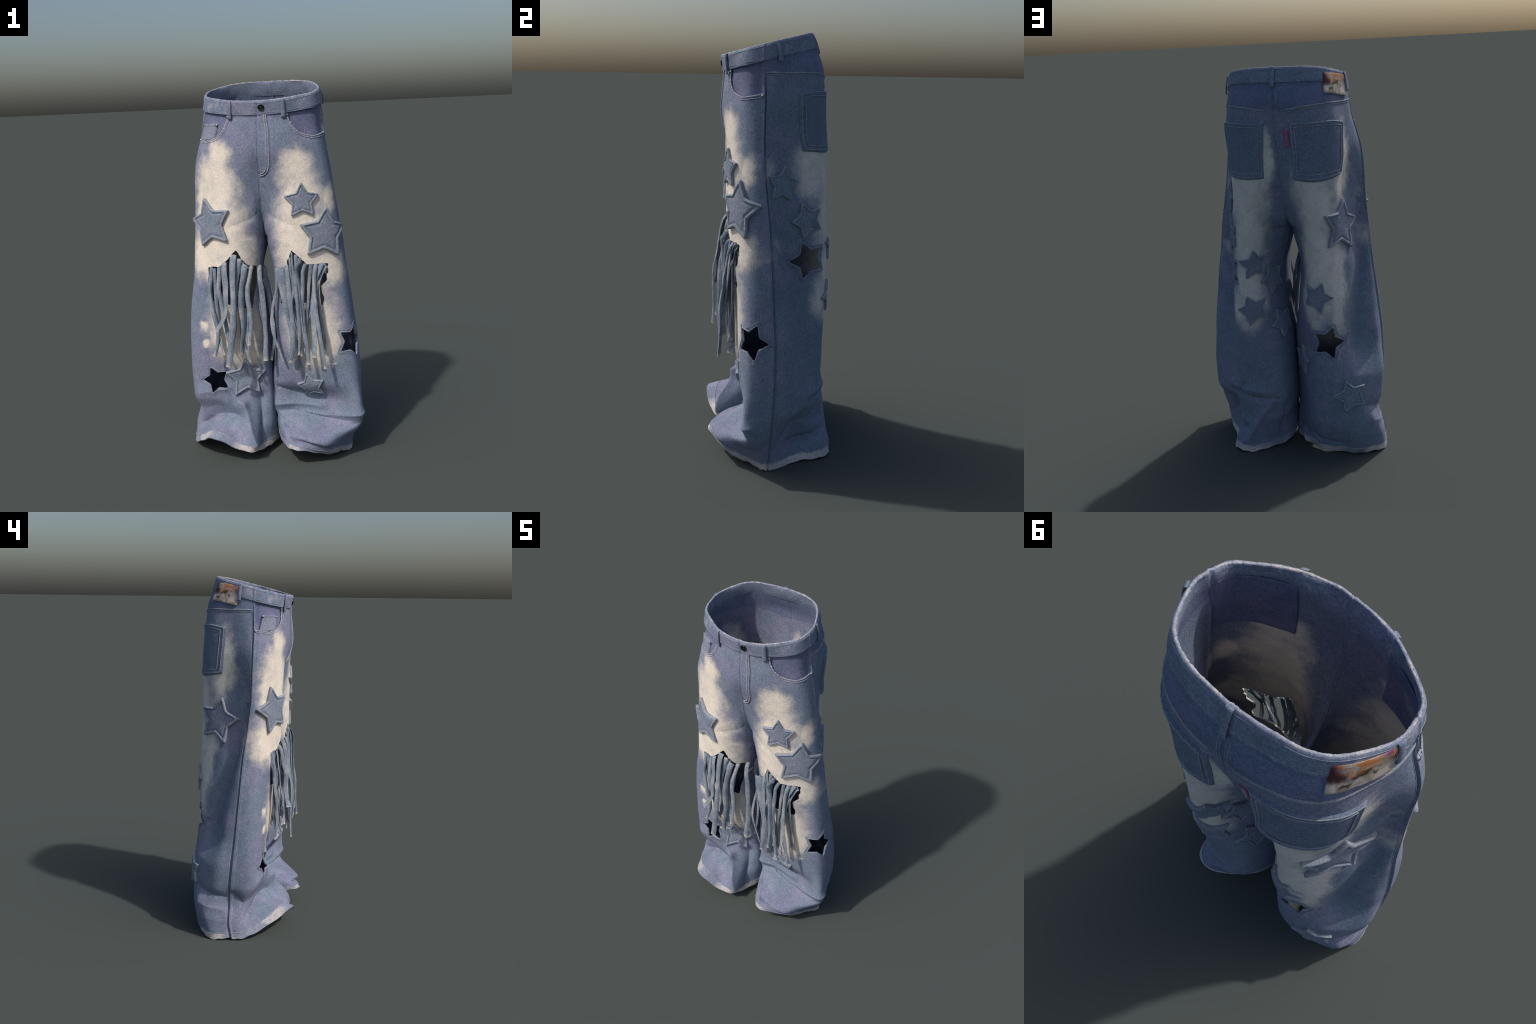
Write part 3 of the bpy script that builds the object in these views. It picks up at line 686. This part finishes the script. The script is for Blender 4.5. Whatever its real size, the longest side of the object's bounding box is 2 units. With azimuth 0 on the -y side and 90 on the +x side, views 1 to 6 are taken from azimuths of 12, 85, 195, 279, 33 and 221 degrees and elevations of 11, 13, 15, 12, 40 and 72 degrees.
# ---- button
L = LEGS[1]; t, w = L.find((.027,-.24,1.862)); cpt = L.point(np.array([t]), np.array([w]), .006)[0]; nv = L.normal(np.array([t]), np.array([w]))[0]
U = np.cross(nv, (0, 0, 1)); U /= np.linalg.norm(U); Vv = np.cross(nv, U); V, F = [], []
prof = [(.0165, -.003), (.0168, .003), (.0158, .0052), (.0142, .0056), (.0128, .0046), (.006, .0042), (.0036, .0046), (.0030, .0060), (.001, .0064)]
for rr, h in prof:
    for k in range(32): q = 2*math.pi*k/32; V.append(cpt + (U*math.cos(q)+Vv*math.sin(q))*rr + nv*h)
for i in range(len(prof)-1):
    for k in range(32): F.append([i*32+k, i*32+(k+1) % 32, (i+1)*32+(k+1) % 32, (i+1)*32+k])
F.append([(len(prof)-1)*32+k for k in range(32)]); add('button', V, F, 'button')

# ---- fly: placket lying on the left front, J stitch
a, b = np.meshgrid(np.linspace(0, 1, 14), np.linspace(0, 1, 60)); L = LEGS[1]
wfly = BAND_W-.002 - b*.36; tw = 1.02*np.sqrt(np.clip(1-(np.clip(b-.80, 0, 1)/.2)**2*.95, 0, 1))
slab(L, .02 + a*tw, wfly, .0035*np.ones_like(a)*np.clip(np.minimum(1-a, 1-b)/.05, .2, 1), 'fly', 'denim')
J = [(.96, BAND_W-.004), (.96, 1.80), (.95, 1.70), (.90, 1.63), (.74, 1.585), (.45, 1.562), (.10, 1.555)]
for dx in (0, -.13): stitch(L, smooth_path([(p[0]*(1+dx*1.4), p[1]+.012*(dx != 0)*(k > 2)) for k, p in enumerate(J)], 50), 'pale_stitch', .0024, .0040)

# ---- back pockets
def back_pocket(side, corners, droop):
    L = LEGS[side]; c = [L.find(p, 5, 10) for p in corners]
    a, b = np.meshgrid(np.linspace(0, 1, 44), np.linspace(0, 1, 52))
    bil = lambda k: (1-b)*((1-a)*c[0][k] + a*c[1][k]) + b*((1-a)*c[3][k] + a*c[2][k])
    T, Wm = bil(0), bil(1) - droop*b**6*np.sin(np.pi*np.clip(a*1.0, 0, 1))
    e = np.minimum(np.minimum(a, 1-a), np.minimum(b, 1-b))
    h = .0075 + .0020*np.exp(-((e-.035)/.02)**2); h = np.where(e <= 0, .0035, h) + .0012*np.sin(a*7)*np.sin(b*9)
    o = slab(L, T, Wm, h, 'back_pocket', 'pocket')
    f = lambda u, v: (np.interp(u, a[0], T[int(v*51)]), np.interp(u, a[0], Wm[int(v*51)]))
    for d in (.035, .085):
        stitch(L, [f(d, v) for v in np.linspace(d, 1-d, 30)] + [f(u, 1-d) for u in np.linspace(d, 1-d, 24)] + [f(1-d, v) for v in np.linspace(1-d, d, 30)] + [f(u, d) for u in np.linspace(1-d, d, 24)], 'trim', .0023, .0090, parent=o)
    return o
PK = back_pocket(-1, [(-.294,.085,1.728), (-.070,.235,1.738), (-.085,.25,1.470), (-.292,.115,1.478)], .020)
back_pocket(1, [(.052,.24,1.738), (.272,.098,1.732), (.268,.127,1.482), (.064,.25,1.474)], .010)

# ---- yoke seam stitching, side seams, centre back seam, inseams, hems
for side in (1, -1):
    L = LEGS[side]; yk = INFO[side][0]
    stitch(L, yk - [0, .005], 'trim', .0038, .0008, parent=PANELS[(side, 'back_panel')]); stitch(L, yk - [0, .015], 'trim', .0018, .0006, parent=PANELS[(side, 'back_panel')])
    ws = np.linspace(.06, 1.90, 120)
    for dt, m, r in ((-.09, 'stitch', .0014), (.075, 'stitch', .0011)): stitch(L, np.stack([np.full(120, 5+dt), ws], 1), m, r, .0004, parent=PANELS[(side, 'front_panel')])
    wc = np.linspace(1.36, 1.90, 40)
    for dt in (9.93, 9.84): stitch(L, np.stack([np.full(40, dt), wc], 1), 'stitch', .0013, .0005, parent=PANELS[(side, 'back_panel')])
    stitch(L, [(t, HEM_W+.004) for t in np.linspace(.05, 9.95, 90)], 'pale_stitch', .0016, .0006, parent=PANELS[(side, 'hem_band')])
    # embroidered ticks above the back pocket
L = LEGS[1]; ticks = []
c0, c1 = L.find((.23,.12,1.752), 5, 10), L.find((.075,.245,1.758), 5, 10); Vs, Fs = [], []
for k in range(13):
    u = k/12; t, w = c0[0]+(c1[0]-c0[0])*u, c0[1]+(c1[1]-c0[1])*u; hgt = .013 + .005*math.sin(k*2.4); sl = (.10 if k % 2 else -.08)
    q = np.array([(t-sl*.5, w-.003), (t+sl*.5, w+hgt)]); q = resample(q*[.13, 1], .004)/[.13, 1]; Vt, Ft = tube(L.point(q[:, 0], q[:, 1], .0006), .0013, 5)
    Fs += [[i+len(Vs)*0+sum(len(x) for x in Vs) for i in f] for f in Ft]; Vs.append(Vt)
add('embroidery', np.vstack(Vs), Fs, 'stitch')

# ---- leather label on the waistband and pink tab on the back pocket
L = LEGS[-1]; c = [L.find(p, 5, 10) for p in ((-.298,.016,1.944), (-.222,.146,1.962), (-.226,.170,1.868), (-.306,.030,1.845))]
a, b = np.meshgrid(np.linspace(0, 1, 24), np.linspace(0, 1, 20)); bil = lambda k: (1-b)*((1-a)*c[0][k] + a*c[1][k]) + b*((1-a)*c[3][k] + a*c[2][k])
e = np.minimum(np.minimum(a, 1-a), np.minimum(b, 1-b)); slab(L, bil(0), bil(1), .0085 + .0015*np.clip(e/.05, 0, 1) + .0008*np.sin(a*9)*np.sin(b*8), 'leather_label', 'leather')
c = [L.find(p, 5, 10) for p in ((-.068,.24,1.706), (-.040,.24,1.706), (-.046,.245,1.618), (-.072,.245,1.618))]
a, b = np.meshgrid(np.linspace(0, 1, 8), np.linspace(0, 1, 16)); tab = slab(L, bil(0), bil(1), .004 + .001*np.sin(b*5), 'label_tab', 'tab')
Vs, Fs = [], []
for k in range(9):
    v = .10 + .09*k + (.02 if k else -.02); f = lambda u, v: tuple((1-v)*((1-u)*c[0][i] + u*c[1][i]) + v*((1-u)*c[3][i] + u*c[2][i]) for i in (0, 1))
    q = np.array([f(.30, v), f(.66, v+(.035 if k else .0))]); Vt, Ft = tube(L.point(np.linspace(q[0, 0], q[1, 0], 5), np.linspace(q[0, 1], q[1, 1], 5), .0052), .0016, 5)
    Fs += [[i+sum(len(x) for x in Vs) for i in ff] for ff in Ft]; Vs.append(Vt)
add('label_print', np.vstack(Vs), Fs, 'tab_print', tab)

# ---- embroidered lettering and sparkle under the left knee
def on_surface(side, centre, verts2d, faces, name, mat, lift=.0016):
    L = LEGS[side]; t0, w0 = L.find(centre); t, w = L.roll(t0, w0, verts2d, 10)
    top = L.point(t, w, lift); bot = L.point(t, w, -.001); k = len(top); E = {}
    for f in faces:
        for i in range(len(f)): E[(f[i], f[(i+1) % len(f)])] = E.get((f[i], f[(i+1) % len(f)]), 0) + 1
    F = [list(f) for f in faces] + [[x+k for x in f[::-1]] for f in faces] + [[b, a, a+k, b+k] for (a, b) in E if (b, a) not in E]
    return add(name, np.vstack([top, bot]), F, mat, smooth=False)
fc = bpy.data.curves.new('lettering', 'FONT'); fc.body = 'U  SOLV'; fc.size = .036; fc.align_x = 'CENTER'; fc.shear = .15; fc.resolution_u = 3
fo = bpy.data.objects.new('lettering', fc); bpy.context.scene.collection.objects.link(fo)
bpy.context.view_layer.update(); me = fo.to_mesh()
v2 = np.array([v.co[:2] for v in me.vertices]); f2 = [list(p.vertices) for p in me.polygons]; fo.to_mesh_clear()
bpy.data.objects.remove(fo); bpy.data.curves.remove(fc)
on_surface(1, (.205,-.16,.503), v2 + [.0, .0], f2, 'embroidered_letters', 'letter')
sp = []
for k in range(8):
    r = .027 if k % 2 == 0 else .0075; sp.append((r*math.sin(k*math.pi/4), r*math.cos(k*math.pi/4)))
on_surface(1, (.335,-.13,.530), np.array(sp+[(0, 0)]), [[8, (k+1) % 8, k] for k in range(8)], 'embroidered_sparkle', 'letter')

# ------------------------------------------------------------------ fringes
# strip: (x, z) path from the torn edge down, width, forward distance at top / bottom
FRINGE = {
 -1: [
  ([(-.287,1.048),(-.292,.87),(-.285,.70),(-.272,.54)], .022, .012, .050), ([(-.270,1.045),(-.268,.88),(-.255,.70),(-.240,.535)], .014, .004, .030),
  ([(-.243,1.052),(-.240,.90),(-.236,.75),(-.214,.60)], .017, .010, .050), ([(-.206,1.075),(-.192,.95),(-.196,.82),(-.215,.66)], .024, .016, .060),
  ([(-.180,1.100),(-.182,1.00),(-.205,.80),(-.215,.63)], .015, .002, .020), ([(-.155,1.118),(-.160,.95),(-.175,.80),(-.198,.545)], .026, .022, .066),
  ([(-.132,1.098),(-.145,.95),(-.158,.80),(-.162,.62)], .018, .010, .045), ([(-.110,1.062),(-.130,.93),(-.132,.75),(-.134,.540)], .026, .016, .060),
  ([(-.076,1.052),(-.094,.92),(-.105,.78),(-.098,.60)], .021, .024, .090), ([(-.082,1.040),(-.092,.85),(-.088,.70),(-.070,.515)], .013, .014, .085),
  ([(-.046,1.045),(-.028,.88),(-.016,.70),(-.010,.550)], .025, .020, .080), ([(-.036,1.025),(.000,.85),(.018,.70),(.030,.540)], .021, .030, .075),
  ([(-.050,.975),(-.062,.90),(-.052,.75),(-.036,.57)], .017, .002, .030), ([(-.030,1.035),(.005,.90),(.026,.72),(.044,.53)], .013, .008, .040),
  ([(-.225,1.062),(-.222,.90),(-.226,.76),(-.232,.57)], .013, .000, .012), ([(-.120,1.080),(-.118,.90),(-.120,.75),(-.115,.58)], .017, .000, .015)],
  1: [
  ([(.066,1.015),(.052,.94),(.056,.75),(.064,.53)], .018, .014, .030), ([(.082,1.044),(.096,.90),(.108,.72),(.104,.50)], .031, .010, .030),
  ([(.106,1.048),(.126,.94),(.142,.76),(.166,.56)], .015, .004, .020), ([(.124,1.065),(.138,.90),(.148,.75),(.146,.545)], .022, .014, .040),
  ([(.132,1.108),(.146,.98),(.152,.85),(.158,.70)], .010, .008, .030), ([(.148,1.132),(.154,1.00),(.158,.85),(.166,.66)], .010, .006, .030),
  ([(.168,1.120),(.172,.98),(.172,.80),(.172,.555)], .021, .010, .035), ([(.188,1.100),(.165,1.05),(.172,.88),(.182,.58)], .015, .018, .040),
  ([(.214,1.068),(.198,.99),(.198,.80),(.196,.545)], .023, .016, .042), ([(.266,1.066),(.262,.94),(.262,.80),(.286,.538)], .021, .018, .060),
  ([(.304,1.066),(.280,.98),(.264,.84),(.246,.68),(.228,.51)], .020, .010, .036), ([(.320,1.048),(.288,.99),(.276,.92),(.288,.80),(.300,.71),(.314,.548)], .021, .010, .034),
  ([(.276,.99),(.262,.82),(.276,.66),(.282,.53)], .020, .008, .030), ([(.236,1.072),(.226,.92),(.224,.80),(.212,.62)], .012, .000, .010)],
}
def fringe_strip(side, path, width, f0, f1, seed):
    rg = np.random.default_rng(seed); L = LEGS[side]; n = 34
    path = [tuple(p) for p in path]; path[-1] = (path[-1][0] + rg.normal(0, .017), path[-1][1] + rg.uniform(-.01, .07)); path[-2] = (path[-2][0] + rg.normal(0, .011), path[-2][1])
    f1 = f1 + rg.uniform(-.012, .022)
    q = smooth_path(path, n); u = np.linspace(0, 1, n)
    t, w = L.find_front(*path[0]); y0 = L.point(np.array([t]), np.array([w]), 0)[0][1]
    y = y0 + .004 - f0*np.sin(np.clip(u/.16, 0, 1)*math.pi/2) - (f1-f0)*u**.9 + .006*np.sin(u*rg.uniform(5, 9)+rg.uniform(0, 6))*u
    q[:, 0] += .0018*np.interp(u, np.linspace(0, 1, 9), rg.normal(0, 1, 9))*np.minimum(1, u*5)
    y = y + .0035*np.interp(u, np.linspace(0, 1, 8), rg.normal(0, 1, 8))*np.minimum(1, u*4)
    q[:, 0] += .0022*np.sin(u*rg.uniform(6, 12)+rg.uniform(0, 6))*np.minimum(1, u*4)
    c = np.stack([q[:, 0], y, q[:, 1] + .006*np.sin(np.clip(u/.12, 0, 1)*math.pi)], 1)
    tan = np.gradient(c, axis=0); tan /= np.linalg.norm(tan, axis=1)[:, None]
    twist = rg.uniform(-.6, .6) + rg.uniform(-1.3, 1.3)*u; curl = np.clip(rg.uniform(.7, 3.2) + rg.uniform(-1.2, 1.2)*u, .5, 4)
    front = np.array([0, -1.0, .12]); sx = np.cross(front, tan); sx /= np.linalg.norm(sx, axis=1)[:, None]; ft = np.cross(tan, sx)
    V = []; m = 9; th = .0030
    wd = width*rg.uniform(.85, 1.3)*(1 + .13*np.sin(u*rg.uniform(4, 10)+rg.uniform(0, 6)))*(1 - .10*u)*1.15
    for i in range(n):
        ar = np.linspace(-curl[i]/2, curl[i]/2, m) + twist[i]; rad = wd[i]/2/min(1, math.sin(min(curl[i]/2, math.pi/2)))
        for rr, order in ((rad, ar), (rad-th, ar[::-1])):
            for a in order: V.append(c[i] + sx[i]*math.sin(a)*rr + ft[i]*(math.cos(a)*rr - rad*.5))
    k = 2*m; F = []
    for i in range(n-1):
        for j in range(k): F.append([i*k+j, i*k+(j+1) % k, (i+1)*k+(j+1) % k, (i+1)*k+j])
    F += [[j, j+1, 2*m-2-j, 2*m-1-j][::-1] for j in range(m-1)] + [[(n-1)*k+j for j in (jj, jj+1, 2*m-2-jj, 2*m-1-jj)] for jj in range(m-1)]
    V = np.array(V); a, b, d = V[F[m][0]], V[F[m][1]], V[F[m][2]]
    o = add('fringe_strip', V, F, 'fringe', FR[side]); sharpen(o, 60)
FR = {}
for side in (1, -1):
    FR[side] = bpy.data.objects.new('knee_fringe', None); bpy.context.scene.collection.objects.link(FR[side]); FR[side].parent = ROOT
    for i, (p, wd, f0, f1) in enumerate(FRINGE[side]): fringe_strip(side, p, wd, f0, f1, 100*i + side + 5)

# recompute outward normals of every plain closed piece
for o in bpy.context.scene.objects:
    if o.type == 'MESH' and not o.data.has_custom_normals:
        bm = bmesh.new(); bm.from_mesh(o.data); bmesh.ops.recalc_face_normals(bm, faces=bm.faces); bm.to_mesh(o.data); bm.free()
